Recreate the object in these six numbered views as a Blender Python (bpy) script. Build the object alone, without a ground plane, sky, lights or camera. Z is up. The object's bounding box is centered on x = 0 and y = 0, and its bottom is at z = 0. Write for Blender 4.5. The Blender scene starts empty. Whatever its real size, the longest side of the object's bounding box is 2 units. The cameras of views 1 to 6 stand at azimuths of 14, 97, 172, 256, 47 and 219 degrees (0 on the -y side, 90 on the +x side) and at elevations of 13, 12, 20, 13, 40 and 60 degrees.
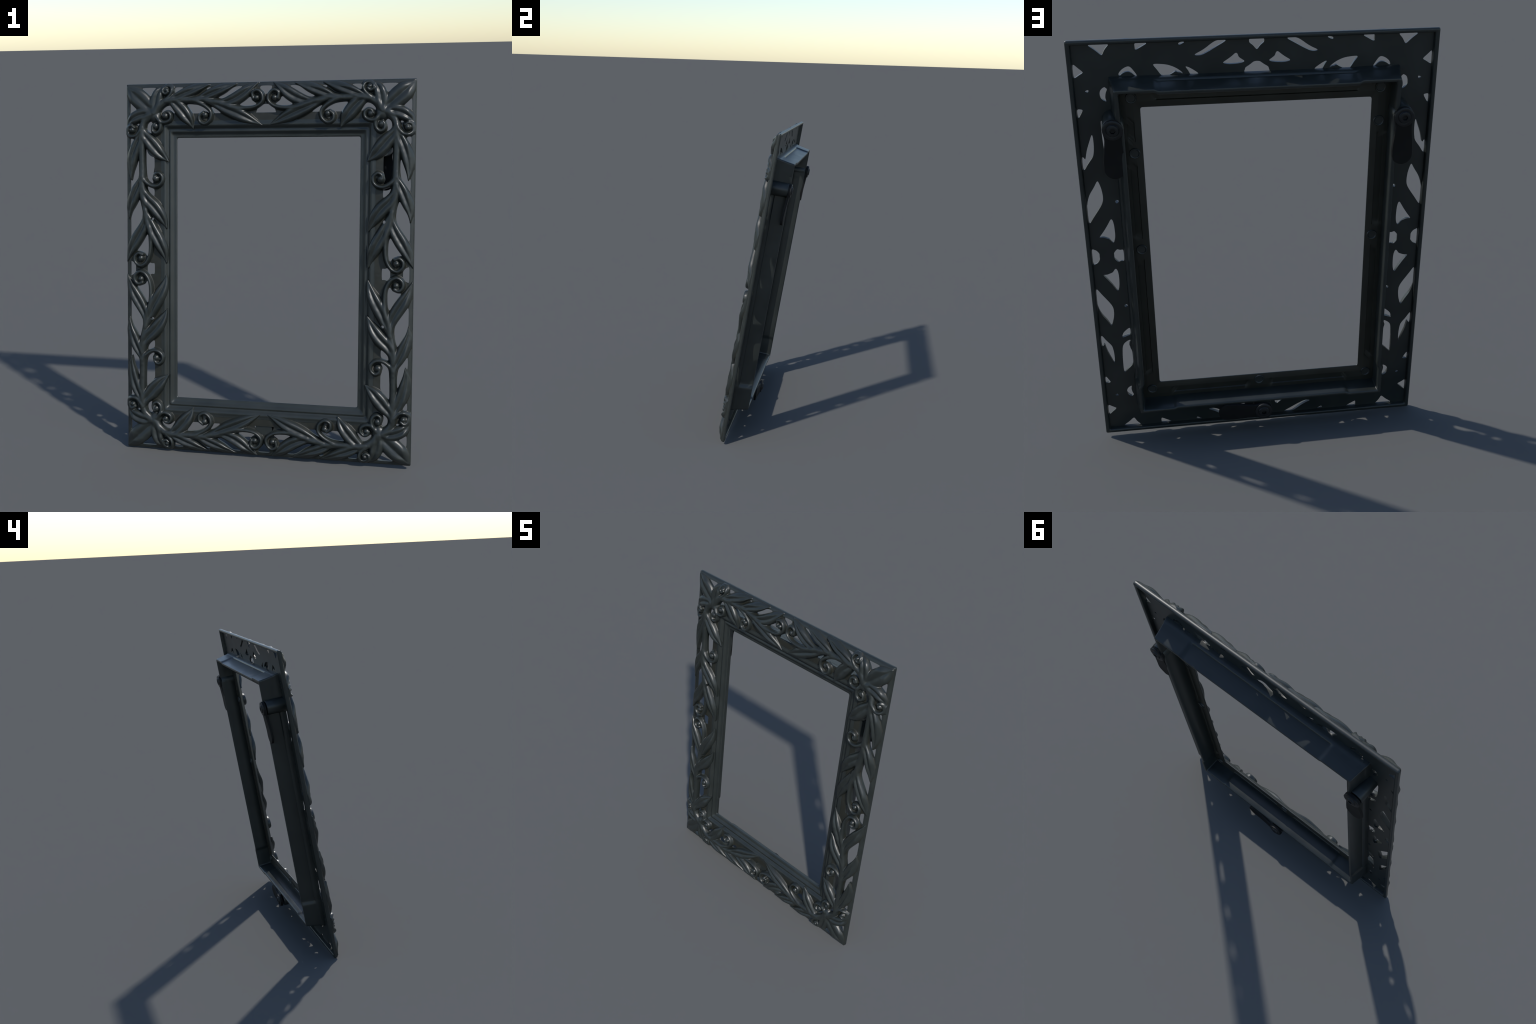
"""Leaf-scroll cast-metal picture frame leaning back, with rebate box and turn-clips behind.

Frame coordinates: a = across, b = up the frame, c = out of the front face.
One quarter of the ornament is described in (p, q): p = distance in from the right
edge, q = distance down from the top edge; the other three quarters are mirrored.
"""
import bpy, math, random
import numpy as np
from mathutils import Matrix, Vector

random.seed(7)
HW, HH = 0.780, 1.000          # half width, half height of the frame
SHEET_TOP, SHEET_BACK = 0.020, 0.011

# ------------------------------------------------------------------ ornament design (one quarter)
# leaf: spine points (p, q), half width, crest height, tip height factor
LEAVES = [
    ([(0.165, 0.157), (0.128, 0.124), (0.093, 0.093), (0.049, 0.055), (0.006, 0.013)], 0.0455, 0.030, 0.10),
    ([(0.165, 0.159), (0.172, 0.120), (0.177, 0.082), (0.189, 0.044), (0.210, 0.015)], 0.031, 0.034, 0.30),
    ([(0.153, 0.162), (0.111, 0.163), (0.069, 0.173), (0.031, 0.195), (0.006, 0.222)], 0.031, 0.034, 0.30),
    ([(0.232, 0.098), (0.272, 0.082), (0.321, 0.061), (0.377, 0.040), (0.427, 0.022), (0.474, 0.010)], 0.027, 0.034, 0.55),
    ([(0.385, 0.090), (0.426, 0.082), (0.466, 0.065), (0.520, 0.044), (0.574, 0.024), (0.624, 0.009)], 0.0265, 0.034, 0.55),
    ([(0.510, 0.104), (0.553, 0.106), (0.603, 0.092), (0.651, 0.066), (0.695, 0.033), (0.738, 0.005)], 0.031, 0.034, 0.55),
    ([(0.458, 0.095), (0.505, 0.110), (0.569, 0.140), (0.643, 0.172), (0.704, 0.201), (0.762, 0.227)], 0.031, 0.035, 0.18),
    ([(0.236, 0.094), (0.265, 0.097), (0.297, 0.121), (0.330, 0.157), (0.362, 0.202), (0.383, 0.242)], 0.034, 0.035, 0.18),
    ([(0.096, 0.238), (0.087, 0.277), (0.063, 0.326), (0.038, 0.397), (0.029, 0.461), (0.033, 0.521)], 0.029, 0.034, 0.70),
    ([(0.094, 0.475), (0.088, 0.517), (0.064, 0.565), (0.039, 0.623), (0.022, 0.675), (0.018, 0.729)], 0.028, 0.034, 0.60),
    ([(0.114, 0.688), (0.112, 0.735), (0.093, 0.785), (0.055, 0.850), (0.025, 0.905), (0.003, 0.962)], 0.031, 0.034, 0.55),
    ([(0.097, 0.240), (0.110, 0.275), (0.140, 0.311), (0.170, 0.346), (0.205, 0.385), (0.243, 0.418)], 0.035, 0.036, 0.18),
    ([(0.094, 0.540), (0.102, 0.588), (0.128, 0.627), (0.170, 0.670), (0.205, 0.720), (0.234, 0.781)], 0.033, 0.036, 0.18),
    ([(0.112, 0.680), (0.130, 0.730), (0.158, 0.793), (0.189, 0.849), (0.216, 0.909), (0.233, 0.971)], 0.032, 0.036, 0.18),
]
# tendril: spine, half width at root and end, centre and radius of the bead it curls round
TENDRILS = [
    ([(0.213, 0.094), (0.245, 0.075), (0.265, 0.048), (0.262, 0.020), (0.240, 0.011), (0.217, 0.024), (0.215, 0.047), (0.231, 0.056), (0.244, 0.046)], 0.012, 0.0100, (0.236, 0.036), 0.0125),
    ([(0.179, 0.178), (0.201, 0.202), (0.227, 0.208), (0.254, 0.195), (0.259, 0.171), (0.244, 0.153), (0.225, 0.157), (0.216, 0.173)], 0.014, 0.0110, (0.228, 0.174), 0.0170),
    ([(0.185, 0.185), (0.201, 0.213), (0.199, 0.246), (0.178, 0.264), (0.157, 0.253), (0.156, 0.230), (0.165, 0.217)], 0.014, 0.0110, (0.172, 0.227), 0.0180),
    ([(0.097, 0.227), (0.084, 0.253), (0.058, 0.279), (0.029, 0.281), (0.009, 0.264), (0.011, 0.235), (0.032, 0.223), (0.051, 0.234)], 0.013, 0.0105, (0.039, 0.246), 0.0150),
    ([(0.370, 0.091), (0.419, 0.106), (0.459, 0.129), (0.484, 0.158), (0.480, 0.194), (0.452, 0.217), (0.423, 0.206), (0.419, 0.177), (0.439, 0.158)], 0.015, 0.0110, (0.450, 0.171), 0.0165),
    ([(0.546, 0.121), (0.610, 0.133), (0.671, 0.139), (0.732, 0.128), (0.765, 0.097), (0.758, 0.061), (0.733, 0.045), (0.710, 0.059), (0.714, 0.087)], 0.018, 0.0110, (0.731, 0.085), 0.0150),
    ([(0.096, 0.500), (0.120, 0.530), (0.152, 0.549), (0.185, 0.548), (0.209, 0.527), (0.210, 0.497), (0.189, 0.479), (0.168, 0.489), (0.164, 0.510)], 0.014, 0.0110, (0.172, 0.510), 0.0185),
    ([(0.127, 0.727), (0.140, 0.793), (0.144, 0.858), (0.139, 0.921), (0.117, 0.966), (0.084, 0.984), (0.055, 0.965), (0.052, 0.935), (0.072, 0.916), (0.094, 0.923)], 0.018, 0.0115, (0.086, 0.943), 0.0165),
]
STEMS = [
    ([(0.167, 0.153), (0.193, 0.120), (0.236, 0.096), (0.288, 0.089), (0.354, 0.091), (0.426, 0.087), (0.486, 0.099), (0.539, 0.111), (0.586, 0.122)],
     [0.024, 0.022, 0.018, 0.017, 0.018, 0.019, 0.018, 0.019, 0.012]),
    ([(0.138, 0.167), (0.107, 0.203), (0.093, 0.245), (0.094, 0.300), (0.093, 0.358), (0.094, 0.423), (0.095, 0.487), (0.095, 0.552), (0.101, 0.617), (0.113, 0.683), (0.117, 0.732), (0.126, 0.791)],
     [0.024, 0.019, 0.019, 0.020, 0.0185, 0.018, 0.019, 0.020, 0.021, 0.018, 0.016, 0.012]),
]
HUB = (0.167, 0.172)


# ------------------------------------------------------------------ helpers
def smooth01(x):
    x = np.clip(x, 0, 1)
    return x * x * (3 - 2 * x)


def spline(pts, n):
    """Catmull-Rom through pts, resampled evenly by length; also the knot parameter of each sample."""
    P = np.array(pts, float)
    P = np.vstack([2 * P[0] - P[1], P, 2 * P[-1] - P[-2]])
    out, par = [], []
    m = len(pts) - 1
    for i in range(m):
        p0, p1, p2, p3 = P[i:i + 4]
        for t in np.linspace(0, 1, 24, endpoint=(i == m - 1)):
            out.append(0.5 * (2 * p1 + (p2 - p0) * t + (2 * p0 - 5 * p1 + 4 * p2 - p3) * t * t + (3 * p1 - p0 - 3 * p2 + p3) * t ** 3))
            par.append((i + t) / m)
    out, par = np.array(out), np.array(par)
    L = np.r_[0, np.cumsum(np.linalg.norm(np.diff(out, axis=0), axis=1))]
    s = np.linspace(0, L[-1], n)
    return np.c_[np.interp(s, L, out[:, 0]), np.interp(s, L, out[:, 1])], np.interp(s, L, par)


def leaf_width(t, W):
    return 1.10 * W * (np.sin(np.pi * np.clip(t, 0, 1) ** 1.12) ** 0.85 + 0.40 * (1 - t) ** 3) * (1 - 0.22 * smooth01((t - 0.62) / 0.38))


def to_mesh(name, verts, faces, material, sharp=None):
    me = bpy.data.meshes.new(name)
    me.from_pydata([tuple(map(float, v)) for v in verts], [], faces)
    me.validate()
    import bmesh
    bm = bmesh.new()
    bm.from_mesh(me)
    bmesh.ops.recalc_face_normals(bm, faces=bm.faces)
    bm.to_mesh(me)
    bm.free()
    me.polygons.foreach_set("use_smooth", [True] * len(me.polygons))
    if sharp:
        me.set_sharp_from_angle(angle=math.radians(sharp))
    me.materials.append(material)
    return me


def add(name, me, parent, loc=(0, 0, 0), rot=0.0):
    ob = bpy.data.objects.new(name, me)
    bpy.context.collection.objects.link(ob)
    ob.parent = parent
    ob.location = loc
    ob.rotation_euler = (0, 0, rot)
    return ob


# ------------------------------------------------------------------ materials
def cast_metal(name, dark, light, rough, grain=0.06, scale=9.0, spec=0.5):
    m = bpy.data.materials.new(name)
    m.use_nodes = True
    nt = m.node_tree
    N, L = nt.nodes, nt.links
    bsdf = N["Principled BSDF"]
    bsdf.inputs["Specular IOR Level"].default_value = spec
    tc = N.new("ShaderNodeTexCoord")
    big = N.new("ShaderNodeTexNoise")
    big.inputs["Scale"].default_value = scale
    big.inputs["Detail"].default_value = 4
    L.new(tc.outputs["Object"], big.inputs["Vector"])
    ramp = N.new("ShaderNodeValToRGB")
    ramp.color_ramp.elements[0].position, ramp.color_ramp.elements[1].position = 0.32, 0.70
    ramp.color_ramp.elements[0].color, ramp.color_ramp.elements[1].color = (*dark, 1), (*light, 1)
    L.new(big.outputs["Fac"], ramp.inputs["Fac"])
    L.new(ramp.outputs["Color"], bsdf.inputs["Base Color"])
    fine = N.new("ShaderNodeTexNoise")
    fine.inputs["Scale"].default_value = 160
    fine.inputs["Detail"].default_value = 3
    L.new(tc.outputs["Object"], fine.inputs["Vector"])
    mr = N.new("ShaderNodeMapRange")
    mr.inputs["To Min"].default_value, mr.inputs["To Max"].default_value = rough - 0.05, rough + 0.07
    L.new(big.outputs["Fac"], mr.inputs["Value"])
    L.new(mr.outputs["Result"], bsdf.inputs["Roughness"])
    bump = N.new("ShaderNodeBump")
    bump.inputs["Strength"].default_value = grain
    bump.inputs["Distance"].default_value = 0.002
    L.new(fine.outputs["Fac"], bump.inputs["Height"])
    L.new(bump.outputs["Normal"], bsdf.inputs["Normal"])
    return m


METAL = cast_metal("blackened_cast_metal", (0.0142, 0.0178, 0.0166), (0.0208, 0.0248, 0.0230), 0.375, spec=0.55)
OLIVE = cast_metal("dull_olive_cast_metal", (0.0150, 0.0152, 0.0108), (0.0225, 0.0228, 0.0170), 0.44, spec=0.45)
BLACK = cast_metal("black_plastic", (0.0055, 0.0055, 0.0055), (0.0085, 0.0082, 0.0080), 0.60, 0.10, 25, spec=0.22)
SCREW = cast_metal("dull_screw_steel", (0.009, 0.0095, 0.010), (0.014, 0.014, 0.0145), 0.42, 0.05, 40, spec=0.35)

# ------------------------------------------------------------------ the frame's stance
tilt = 0.0032
ex = Vector((0.99993, 0.0028, 0.0114)).normalized()
ez = Vector((0.001137, -0.989102, 0.147227))
ey = ez.cross(ex).normalized()
ez = ex.cross(ey).normalized()
ey, ez = (ey - tilt * ez).normalized(), (ez + tilt * ey).normalized()
centre = Vector((-0.0003, -0.0181, 0.9995)) + 0.003 * ez
R = Matrix((ex, ey, ez)).transposed().to_4x4()
root = bpy.data.objects.new("picture_frame", None)
bpy.context.collection.objects.link(root)
root["label"] = "blackened metal picture frame with openwork leaf scrolls"
root["category"] = "picture frame"
foot = centre - ey * HH
root.matrix_world = Matrix.Translation(foot) @ R
UP = Vector((0, HH, 0))                     # frame centre in the root's space


# ------------------------------------------------------------------ the cast lattice
# One smooth body: leaves, tendrils and stems are strips with domed sections whose heights are
# blended softly over a thin ground sheet, pierced where the ground lies clear of every part.
STEP, PAD = 0.002, 6
NP, NQ = int(round(HW / STEP)), int(round(HH / STEP))
GP, GQ = np.arange(NP + 1 + PAD) * STEP, np.arange(NQ + 1 + PAD) * STEP
PX, QY = np.meshgrid(GP, GQ, indexing="ij")
EDGE = np.minimum(PX, QY)


def fold(P):
    """A spine together with its mirror images across the two midlines."""
    out = [P]
    if P[:, 0].max() > HW - 0.06:
        out.append(np.c_[2 * HW - P[:, 0], P[:, 1]])
    if P[:, 1].max() > HH - 0.06:
        out.append(np.c_[P[:, 0], 2 * HH - P[:, 1]])
    return out


class Part:
    """Footprint distance d and raised height z of one strip on the quarter grid."""

    def __init__(self, kind, P, w, h, groove, power, bead=None):
        self.kind = kind
        self.d = np.full(PX.shape, 0.2)
        self.z = np.full(PX.shape, -1.0)
        for k, Q in enumerate(fold(P)):
            self.strip(Q, w, h, groove, power)
        if bead is not None:
            for B in fold(np.array([bead[:2]])):
                self.strip(B, np.array([bead[2]]), np.array([bead[3]]), np.zeros(1), 2.0)

    def strip(self, P, w, h, groove, power):
        m = 0.05 + w.max()
        i0, i1 = np.searchsorted(GP, [P[:, 0].min() - m, P[:, 0].max() + m])
        j0, j1 = np.searchsorted(GQ, [P[:, 1].min() - m, P[:, 1].max() + m])
        if i0 >= i1 or j0 >= j1:
            return
        xs, ys = PX[i0:i1, j0:j1], QY[i0:i1, j0:j1]
        best = np.full(xs.shape, 9.0)
        near = np.zeros(xs.shape, int)
        for n in range(len(P)):
            e = np.hypot(xs - P[n, 0], ys - P[n, 1]) - w[n]
            c = e < best
            best[c], near[c] = e[c], n
        wn, hn, gn = w[near], h[near], groove[near]
        t = np.clip(1 + best / wn, 0, 1)                    # 0 on the spine, 1 at the outline
        z = np.maximum((1 - t ** power) ** 0.55 - gn * np.exp(-(t / 0.36) ** 1.5), 0) * hn - 2.5 * np.maximum(best, 0)
        sl = (slice(i0, i1), slice(j0, j1))
        self.d[sl] = np.minimum(self.d[sl], best)
        self.z[sl] = np.maximum(self.z[sl], z)


PARTS, FILL = [], []
for spine, W, H, tipf in LEAVES:
    n = 150
    P, _ = spline(spine, n)
    t = np.linspace(0, 1, n)
    w = np.maximum(leaf_width(t, W), 0.0012)
    h = (H - 0.002) * (0.72 + 0.28 * smooth01(t / 0.40)) * (tipf + (1 - tipf) * smooth01((1 - t) / 0.42))
    g = 0.36 * smooth01((t - 0.06) / 0.2) * smooth01((1.0 - t) / 0.22)
    PARTS.append(Part("leaf", P, w, h, g, 3.4))

for spine, w0, w1, bead, br in TENDRILS:
    n = 220
    P, _ = spline(spine, n)
    t = np.linspace(0, 1, n)
    w = w0 + (w1 - w0) * smooth01(t * 1.6)
    h = (0.030 - 0.005 * t) * (0.75 + 0.25 * smooth01(t / 0.14))
    PARTS.append(Part("tendril", P, w, h, np.zeros(n), 2.3, (*bead, br + 0.0030, 0.0265)))
    coil = P[n // 2:].mean(0)                                # ground closed inside the curl
    FILL.append((coil, float(np.hypot(*(P[n // 2:] - coil).T).mean()) + (0.007 if coil[0] < 0.06 else 0.0)))

for spine, ws in STEMS:
    n = 260
    P, par = spline(spine, n)
    w = 1.08 * np.interp(par, np.linspace(0, 1, len(ws)), ws)
    t = np.linspace(0, 1, n)
    h = 0.0275 * (0.6 + 0.4 * smooth01((1 - t) / 0.2))
    PARTS.append(Part("stem", P, w, h, np.zeros(n), 2.5, (*HUB, 0.035, 0.024)))


# webs: the ground also closes these narrow places (p, q, radius)
WEBS = [(0.715, 0.148, 0.013), (0.690, 0.150, 0.013), (0.662, 0.152, 0.010), (0.734, 0.030, 0.012), (0.704, 0.060, 0.014), (0.038, 0.950, 0.013), (0.030, 0.930, 0.010),
        (0.148, 0.958, 0.013), (0.150, 0.935, 0.013), (0.060, 0.925, 0.013), (0.068, 0.252, 0.019), (0.060, 0.235, 0.012), (0.224, 0.070, 0.013), (0.427, 0.048, 0.011), (0.444, 0.038, 0.009)]


def build_lattice():
    lump = sum(np.sin(PX * a + QY * b + c) for a, b, c in ((61, 143, 0.3), (-127, 88, 1.7), (190, -45, 4.1), (33, -210, 2.2)))
    ground = np.where(EDGE < 0.02, 0.0105 + 0.0085 * smooth01(EDGE / 0.02), SHEET_TOP - 0.001)
    rimfade = 0.22 + 0.78 * smooth01((EDGE + 0.002) / 0.042)
    for c, r in FILL:                                        # shallow pits inside the curls
        ground = ground + 0.013 * (1 - smooth01(np.hypot(PX - c[0], QY - c[1]) / (0.9 * r)))
    zs = np.stack([ground] + [np.where(p.z > 0, p.z * rimfade, p.z) + SHEET_TOP - 0.001 for p in PARTS])
    k = 0.0044
    top = zs.max(0)
    Z = top + k * np.log(np.exp(np.clip((zs - top) / k, -60, 0)).sum(0)) + 0.00010 * lump
    label = zs.argmax(0)
    for _ in range(1):                                       # soften like a casting
        for ax in (0, 1):
            a, b = np.roll(Z, 1, ax), np.roll(Z, -1, ax)
            if ax == 0:
                a[0], b[-1] = Z[0], Z[-1]
            else:
                a[:, 0], b[:, -1] = Z[:, 0], Z[:, -1]
            Z = 0.25 * a + 0.5 * Z + 0.25 * b
    # openings: soft union of all footprints, rim and the solid band round the picture opening
    soft = 0.0052
    part_d = [p.d for p in PARTS]
    solid = [EDGE - 0.0205, np.maximum(0.161 - PX, 0.163 - QY),
             np.hypot(PX - 0.085, QY - HH) - 0.033, np.hypot(PX - HW, QY - 0.092) - 0.024]
    solid += [np.hypot(PX - c[0], QY - c[1]) - r for c, r in FILL]
    solid += [np.hypot(PX - p, QY - q) - r for p, q, r in WEBS]
    acc = sum(np.exp(-np.clip(d, -0.05, 0.2) / soft) for d in solid + part_d)
    F = -soft * np.log(acc + 1e-30) + 0.0006
    inner = np.minimum(PX - 0.205, QY - 0.209)               # over the moulding only the leaf tips go on
    F = np.maximum(F, np.minimum(inner, np.min(part_d, 0)))
    for p, q, r in ((0.1515, 0.729, 0.0080),):               # a drilled-through gap behind one leaf
        F = np.maximum(F, r - np.hypot(PX - p, QY - q))
    F = np.maximum(F, 0.001 - EDGE)
    back = np.where(inner > -0.006, 0.002, SHEET_BACK)
    gz = np.gradient(Z, STEP)
    nrm = np.stack([-gz[0], -gz[1], np.ones_like(Z)], -1)

    # marching squares on the quarter
    S = (F < 0)[:NP + 1, :NQ + 1]
    vid = np.full(S.shape, -1)
    ii, jj = np.nonzero(S)
    vid[ii, jj] = np.arange(len(ii))
    V = [np.c_[GP[ii], GQ[jj], Z[ii, jj], back[ii, jj]]]
    NV = [nrm[ii, jj]]
    full = S[:-1, :-1] & S[1:, :-1] & S[1:, 1:] & S[:-1, 1:]
    ci, cj = np.nonzero(full)
    quads = np.c_[vid[ci, cj], vid[ci + 1, cj], vid[ci + 1, cj + 1], vid[ci, cj + 1]]
    qlab = label[ci, cj]
    extra, extra_lab, walls, ev, en, idx = [], [], [], [], [], {}
    base = len(ii)

    def cut(a, b):
        key = (min(a, b), max(a, b))
        if key not in idx:
            f0, f1 = F[a], F[b]
            t = min(max(f0 / (f0 - f1), 0.03), 0.97)
            mix = lambda A: A[a] + (A[b] - A[a]) * t
            idx[key] = base + len(ev)
            inside = a if f0 < 0 else b
            ev.append((mix(PX), mix(QY), mix(Z), back[inside]))
            en.append(mix(nrm))
        return idx[key]

    anyin = (S[:-1, :-1] | S[1:, :-1] | S[1:, 1:] | S[:-1, 1:]) & ~full
    for i, j in zip(*np.nonzero(anyin)):
        cs = ((i, j), (i + 1, j), (i + 1, j + 1), (i, j + 1))
        poly = []
        for m in range(4):
            c, d = cs[m], cs[(m + 1) % 4]
            if S[c]:
                poly.append((False, vid[c]))
            if S[c] != S[d]:
                poly.append((True, cut(c, d)))
        extra.append([v for _, v in poly])
        extra_lab.append(label[i, j])
        for m in range(len(poly)):
            e, d = poly[m], poly[(m + 1) % len(poly)]
            if e[0] and d[0]:
                walls.append((e[1], d[1]))
    V = np.vstack(V + [np.array(ev)])
    NV = np.vstack(NV + [np.array(en)])
    NV /= np.linalg.norm(NV, axis=1)[:, None]
    faces = [list(q) for q in quads.tolist()] + extra
    labs = np.r_[qlab, extra_lab].astype(int)

    def piece(name, sel, sx, sy, material):
        flip = sx * sy < 0
        used = sorted({v for f in sel for v in f})
        loc = {v: n for n, v in enumerate(used)}
        A = V[used]
        co = np.c_[sx * (HW - A[:, 0]), sy * (HH - A[:, 1]), A[:, 2]]
        # (p, q) runs against (a, b), so the plain quarter keeps its winding
        fs = [[loc[v] for v in (f[::-1] if flip else f)] for f in sel]
        me = bpy.data.meshes.new(name)
        me.from_pydata(co.tolist(), [], fs)
        me.polygons.foreach_set("use_smooth", [True] * len(me.polygons))
        B = NV[used]
        me.normals_split_custom_set_from_vertices(np.c_[-sx * B[:, 0], -sy * B[:, 1], B[:, 2]].tolist())
        me.materials.append(material)
        return add(name, me, root, UP)

    order = np.argsort(labs, kind="stable")
    groups = {}
    for f in order:
        groups.setdefault(int(labs[f]), []).append(faces[f])
    for sx, sy in ((1, 1), (-1, 1), (1, -1), (-1, -1)):
        for lab, sel in groups.items():
            piece("lattice_ground" if lab == 0 else PARTS[lab - 1].kind, sel, sx, sy, OLIVE if lab == 0 else METAL)
    # flat back with the walls of the openings
    verts, bf = [], []
    nV = len(V)
    for sx, sy in ((1, 1), (-1, 1), (1, -1), (-1, -1)):
        flip = sx * sy < 0
        o = len(verts)
        a, b = sx * (HW - V[:, 0]), sy * (HH - V[:, 1])
        verts += np.c_[a, b, V[:, 3]].tolist()
        rimv = sorted({v for w in walls for v in w})
        lift = {v: o + nV + n for n, v in enumerate(rimv)}
        verts += np.c_[a[rimv], b[rimv], V[rimv, 2]].tolist()
        for f in faces:
            g = [o + v for v in f]
            bf.append(g if flip else g[::-1])
        for e, d in walls:
            g = [lift[d], lift[e], o + e, o + d]
            bf.append(g[::-1] if flip else g)
    me = bpy.data.meshes.new("back_sheet")
    me.from_pydata(verts, [], bf)
    me.polygons.foreach_set("use_smooth", [True] * len(me.polygons))
    me.set_sharp_from_angle(angle=math.radians(40))
    me.materials.append(METAL)
    add("back_sheet", me, root, UP)


build_lattice()


# ------------------------------------------------------------------ mitred loops: rim, moulding, box wall
def loop_part(name, profile, rad=0.006, inset=None, level=None, material=METAL, sharp=35):
    """Sweep a closed profile [(p, q, c, k)] round the frame with corner radius rad; k weights inset and level."""
    verts, faces = [], []
    m, n = len(profile), 130
    rings = [(side, (1 - math.cos(math.pi * i / n)) / 2 * 0.6 + 0.4 * i / n) for side in range(4) for i in range(n)]
    for side, u in rings:
        for p, q, c, k in profile:
            X, Y = HW - p, HH - q
            a, b = ((X, -Y + 2 * Y * u), (X - 2 * X * u, Y), (-X, Y - 2 * Y * u), (-X + 2 * X * u, -Y))[side]
            da, db = abs(a) - (X - rad), abs(b) - (Y - rad)
            if da > 0 and db > 0:
                f = rad / math.hypot(da, db)
                a, b = math.copysign(X - rad + da * f, a), math.copysign(Y - rad + db * f, b)
            if inset and k:
                ia, ib = inset(side, a, b)
                a, b = a - k * ia, b - k * ib
            if level and k:
                c = level(side, a, b, c)
            verts.append((a, b, c))
    nr = len(rings)
    for i in range(nr):
        for j in range(m):
            faces.append((i * m + j, i * m + (j + 1) % m, ((i + 1) % nr) * m + (j + 1) % m, ((i + 1) % nr) * m + j))
    me = to_mesh(name, verts, faces, material, sharp)
    return add(name, me, root, UP)


# rim bar: rounded strip right round the outside
rim = [(0.0200, 0.0195), (0.0150, 0.0185), (0.008, 0.0160), (0.0025, 0.0122), (-0.0005, 0.0075), (-0.0016, 0.002), (-0.0016, -0.006), (0.0006, -0.0095), (0.008, -0.0105), (0.0135, -0.0100), (0.0165, -0.0075), (0.0180, -0.002), (0.0200, 0.012)]
loop_part("rim", [(p, p, c, 0) for p, c in rim], sharp=60)

# moulding: two beads stepping back to the opening, pocketed behind
mould = [(0.196, 0.0120), (0.199, 0.0205), (0.207, 0.0205), (0.213, 0.0222), (0.2195, 0.0235), (0.2255, 0.0205), (0.231, 0.0135), (0.236, 0.0072), (0.2395, 0.0060), (0.2435, 0.0085),
         (0.2490, 0.0104), (0.2540, 0.0078), (0.259, 0.0012), (0.266, -0.0025), (0.274, -0.0032), (0.2790, -0.0036), (0.2818, -0.0058), (0.2824, -0.0085), (0.2815, -0.0105), (0.2780, -0.0100), (0.2500, -0.0050), (0.2000, -0.0020)]
rebate = [(0.1950, 0.0020), (0.2450, -0.0030), (0.2800, -0.0092), (0.2804, -0.0112), (0.2775, -0.0122), (0.2560, -0.0150), (0.2530, -0.0150), (0.2505, -0.0090), (0.2240, -0.0070), (0.2210, -0.0118), (0.1960, -0.0118)]
def widen(p):
    return p + 0.007 * float(smooth01((p - 0.18) / 0.1))


loop_part("moulding", [(p, widen(p), c, 0) for p, c in mould], rad=0.010, sharp=60)
BOSSES = [(0.533, 0.755), (-0.533, 0.755), (-0.533, 0.602), (0.534, 0.506), (0.536, 0.037), (-0.531, 0.037), (0.005, -0.742), (0.536, -0.745), (-0.538, -0.747)]


def pocket(side, a, b, c):
    """The milled pocket runs out to a plain ledge beside every casting boss and in the corners."""
    t = b if side % 2 == 0 else a
    near = 9.0
    for x, y in BOSSES:
        on = (x > 0.4, y > 0.7, x < -0.4, y < -0.7)[side]
        if on:
            near = min(near, abs(t - (y if side % 2 == 0 else x)))
    ledge = 1 - float(smooth01((near - 0.055) / 0.012))
    corner = float(smooth01((abs(t) - (0.640 if side % 2 == 0 else 0.425)) / 0.012))
    return c + (-0.0148 - c) * max(ledge, corner)


loop_part("rebate", [(p, widen(p), c, 1 if 0.22 < p < 0.252 else 0) for p, c in rebate], rad=0.010, level=pocket, sharp=40, material=OLIVE)


# box wall behind: foot, outer face, back edge, inner face; its corner blocks stand proud
def wall_inset(side, a, b):
    if side % 2 == 0:
        k = smooth01((0.672 - abs(b)) / 0.016)
        return (math.copysign(0.012 if a > 0 else 0.008, a) * float(k), 0.0)
    k = smooth01((0.435 - abs(a)) / 0.016)
    return (0.0, math.copysign(0.008, b) * float(k))


wall = [(0.1595, 0.0130, 0.3), (0.1610, -0.0040, 0.3), (0.1635, -0.0150, 0.3), (0.1655, -0.0200, 0.4), (0.1665, -0.0225, 1), (0.1690, -0.0400, 1), (0.1745, -0.0700, 1), (0.1795, -0.1040, 1), (0.1810, -0.1075, 1), (0.1850, -0.1090, 1),
        (0.1910, -0.1090, 1), (0.1945, -0.1070, 1), (0.1975, -0.1010, 1), (0.1985, -0.0600, 0.9), (0.2010, -0.0140, 0.5), (0.2030, -0.0020, 0.0), (0.190, 0.0130, 0)]
loop_part("box_wall", [(p, p - 0.0015 * float(smooth01((c + 0.09) / 0.1)) if p < 0.186 else p, c, k) for p, c, k in wall], inset=wall_inset, sharp=45)


# ------------------------------------------------------------------ lathe parts behind: bosses, posts, clips
def lathe(profile, seg=40):
    v, f = [], []
    for r, z in profile:
        for j in range(seg):
            g = 2 * math.pi * j / seg
            v.append((r * math.cos(g), r * math.sin(g), z))
    for i in range(len(profile) - 1):
        for j in range(seg):
            a, b = i * seg + j, i * seg + (j + 1) % seg
            f.append((a, b, b + seg, a + seg))
    f.append(tuple(range(seg)))
    f.append(tuple((len(profile) - 1) * seg + j for j in range(seg)))
    return v, f


v, f = lathe([(0.025, -0.004), (0.0245, -0.0165), (0.0225, -0.0190), (0.0195, -0.0190), (0.0175, -0.0175), (0.0165, -0.0160), (0.002, -0.0155)])
boss_mesh = to_mesh("casting_boss", v, f, METAL, 40)
for a, b in BOSSES:
    add("casting_boss", boss_mesh, root, Vector((a, b, 0)) + UP)

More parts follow.
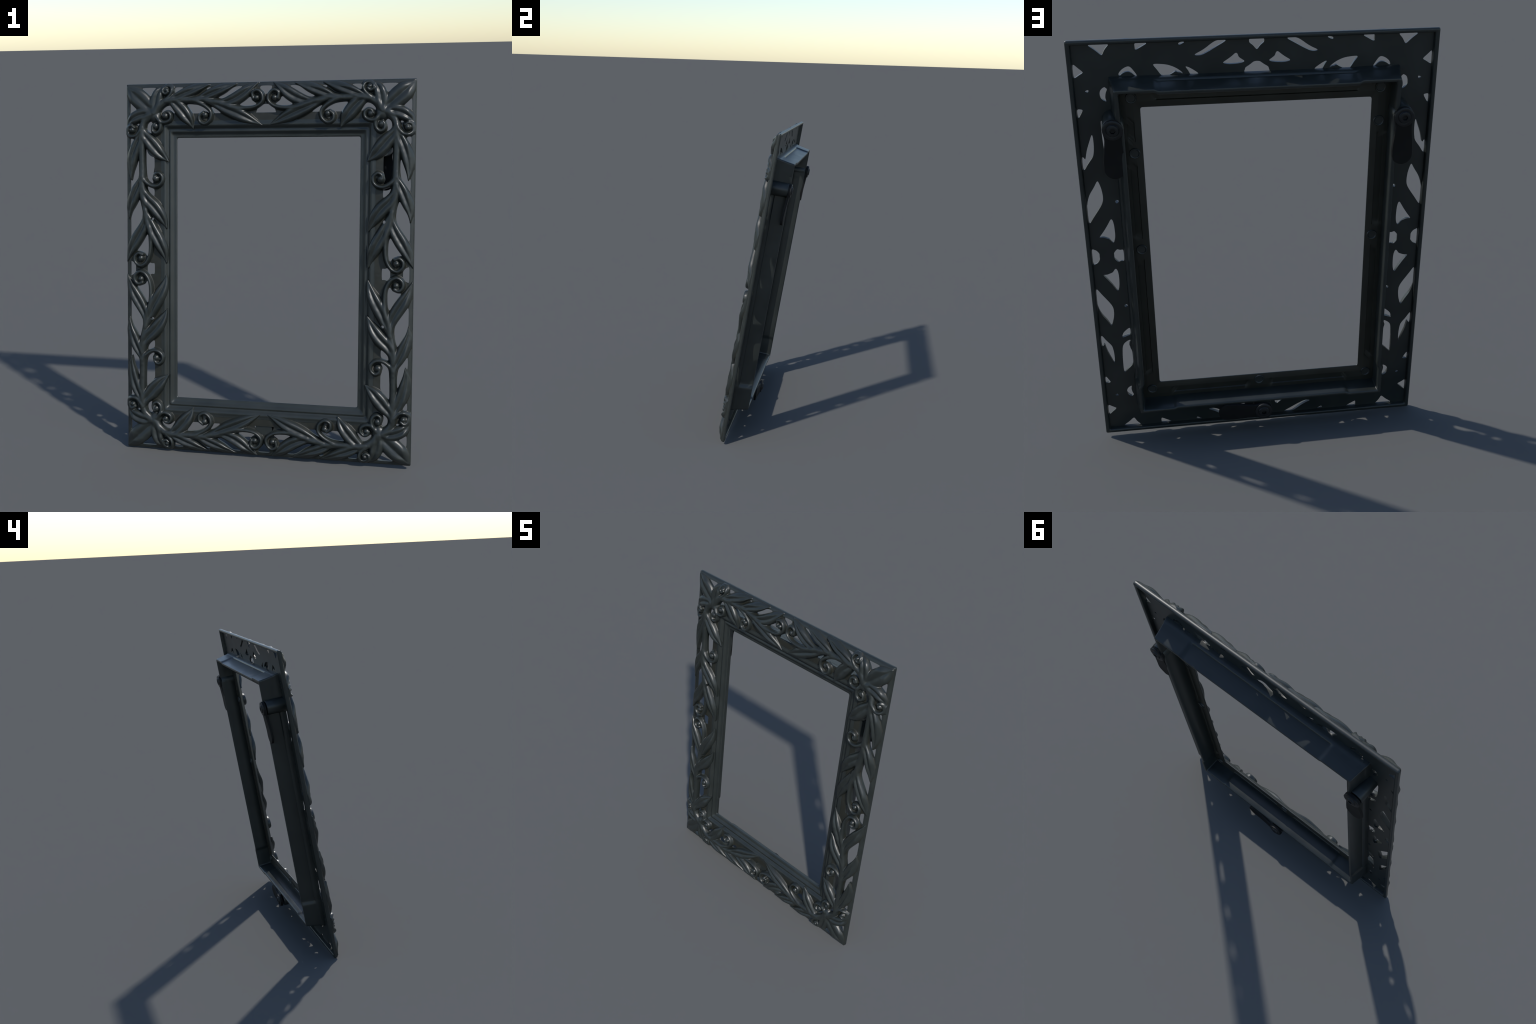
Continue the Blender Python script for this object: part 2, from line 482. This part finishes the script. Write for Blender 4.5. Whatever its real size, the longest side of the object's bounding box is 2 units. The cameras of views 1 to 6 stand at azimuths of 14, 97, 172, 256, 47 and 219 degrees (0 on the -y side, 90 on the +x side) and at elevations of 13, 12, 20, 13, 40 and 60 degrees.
v, f = lathe([(0.0465, 0.0125), (0.0455, -0.050), (0.0445, -0.098), (0.0425, -0.1015), (0.038, -0.102)])
post_mesh = to_mesh("clip_post", v, f, METAL, 40)


def blade_mesh():
    """Flat turn-clip: round head, slight waist, broad rounded tail; lies along -y from its pivot."""
    L, n = 0.222, 44
    t = np.linspace(0, 1, n)
    y = 0.043 - (L + 0.043 + 0.0) * (1 - np.cos(np.pi * t)) / 2
    half = []
    for yy in y:
        w_mid = 0.0360 + 0.0110 * float(smooth01((-yy - 0.03) / 0.13)) + 0.0070 * float(smooth01((yy + 0.05) / 0.05))
        top = math.sqrt(max(0.043 ** 2 - max(yy, 0) ** 2, 0)) if yy > 0 else 1
        tail_c = -L + 0.048
        bot = math.sqrt(max(0.048 ** 2 - (tail_c - yy) ** 2, 0)) if yy < tail_c else 1
        half.append(min(w_mid, top, bot))
    prof = [(-1, 0.0), (-1, 0.6), (-0.94, 1.0), (-0.5, 1.08), (0, 1.1), (0.5, 1.08), (0.94, 1.0), (1, 0.6), (1, 0.0)]
    T = 0.0135
    v, f = [], []
    for yy, hw in zip(y, half):
        rise = 0.010 * float(smooth01(-yy / 0.17))            # tail bent towards the frame
        for s, z in prof:
            v.append((s * max(hw, 0.001), yy, -0.102 + rise - z * T))
    m = len(prof)
    for i in range(n - 1):
        for k in range(m):
            a, b = i * m + k, i * m + (k + 1) % m
            f.append((a, b, b + m, a + m))
    f.append(tuple(range(m)))
    f.append(tuple((n - 1) * m + k for k in range(m)))
    return to_mesh("clip_blade", v, f, BLACK, 40)


def screw_mesh():
    """Domed washer and screw head with a hexagonal socket."""
    seg = 36
    prof = [(0.043, -0.115, 0), (0.043, -0.119, 0), (0.040, -0.1215, 0), (0.030, -0.1215, 0), (0.0275, -0.1205, 0), (0.026, -0.1220, 0), (0.024, -0.1265, 0), (0.018, -0.1285, 0), (0.0125, -0.1285, 1), (0.0110, -0.1180, 1), (0.001, -0.1170, 0)]
    v, f = [], []
    for r, z, hx in prof:
        for j in range(seg):
            g = 2 * math.pi * j / seg
            k = 1.0
            if hx:
                k = math.cos(math.pi / 6) / math.cos((g % (math.pi / 3)) - math.pi / 6)
            v.append((r * k * math.cos(g), r * k * math.sin(g), z))
    for i in range(len(prof) - 1):
        for j in range(seg):
            a, b = i * seg + j, i * seg + (j + 1) % seg
            f.append((a, b, b + seg, a + seg))
    f.append(tuple(range(seg)))
    f.append(tuple((len(prof) - 1) * seg + j for j in range(seg)))
    return to_mesh("clip_screw", v, f, SCREW, 40)


blade, screw = blade_mesh(), screw_mesh()
for a, b, ang, dz in [(0.616, 0.654, 0.02, 0.0), (-0.618, 0.653, -0.02, -0.007), (-0.004, -0.857, math.pi / 2, -0.010)]:
    add("clip_post", post_mesh, root, Vector((a, b, 0)) + UP)
    clip = add("turn_clip", blade, root, Vector((a, b, dz)) + UP, ang)
    add("screw", screw, clip)
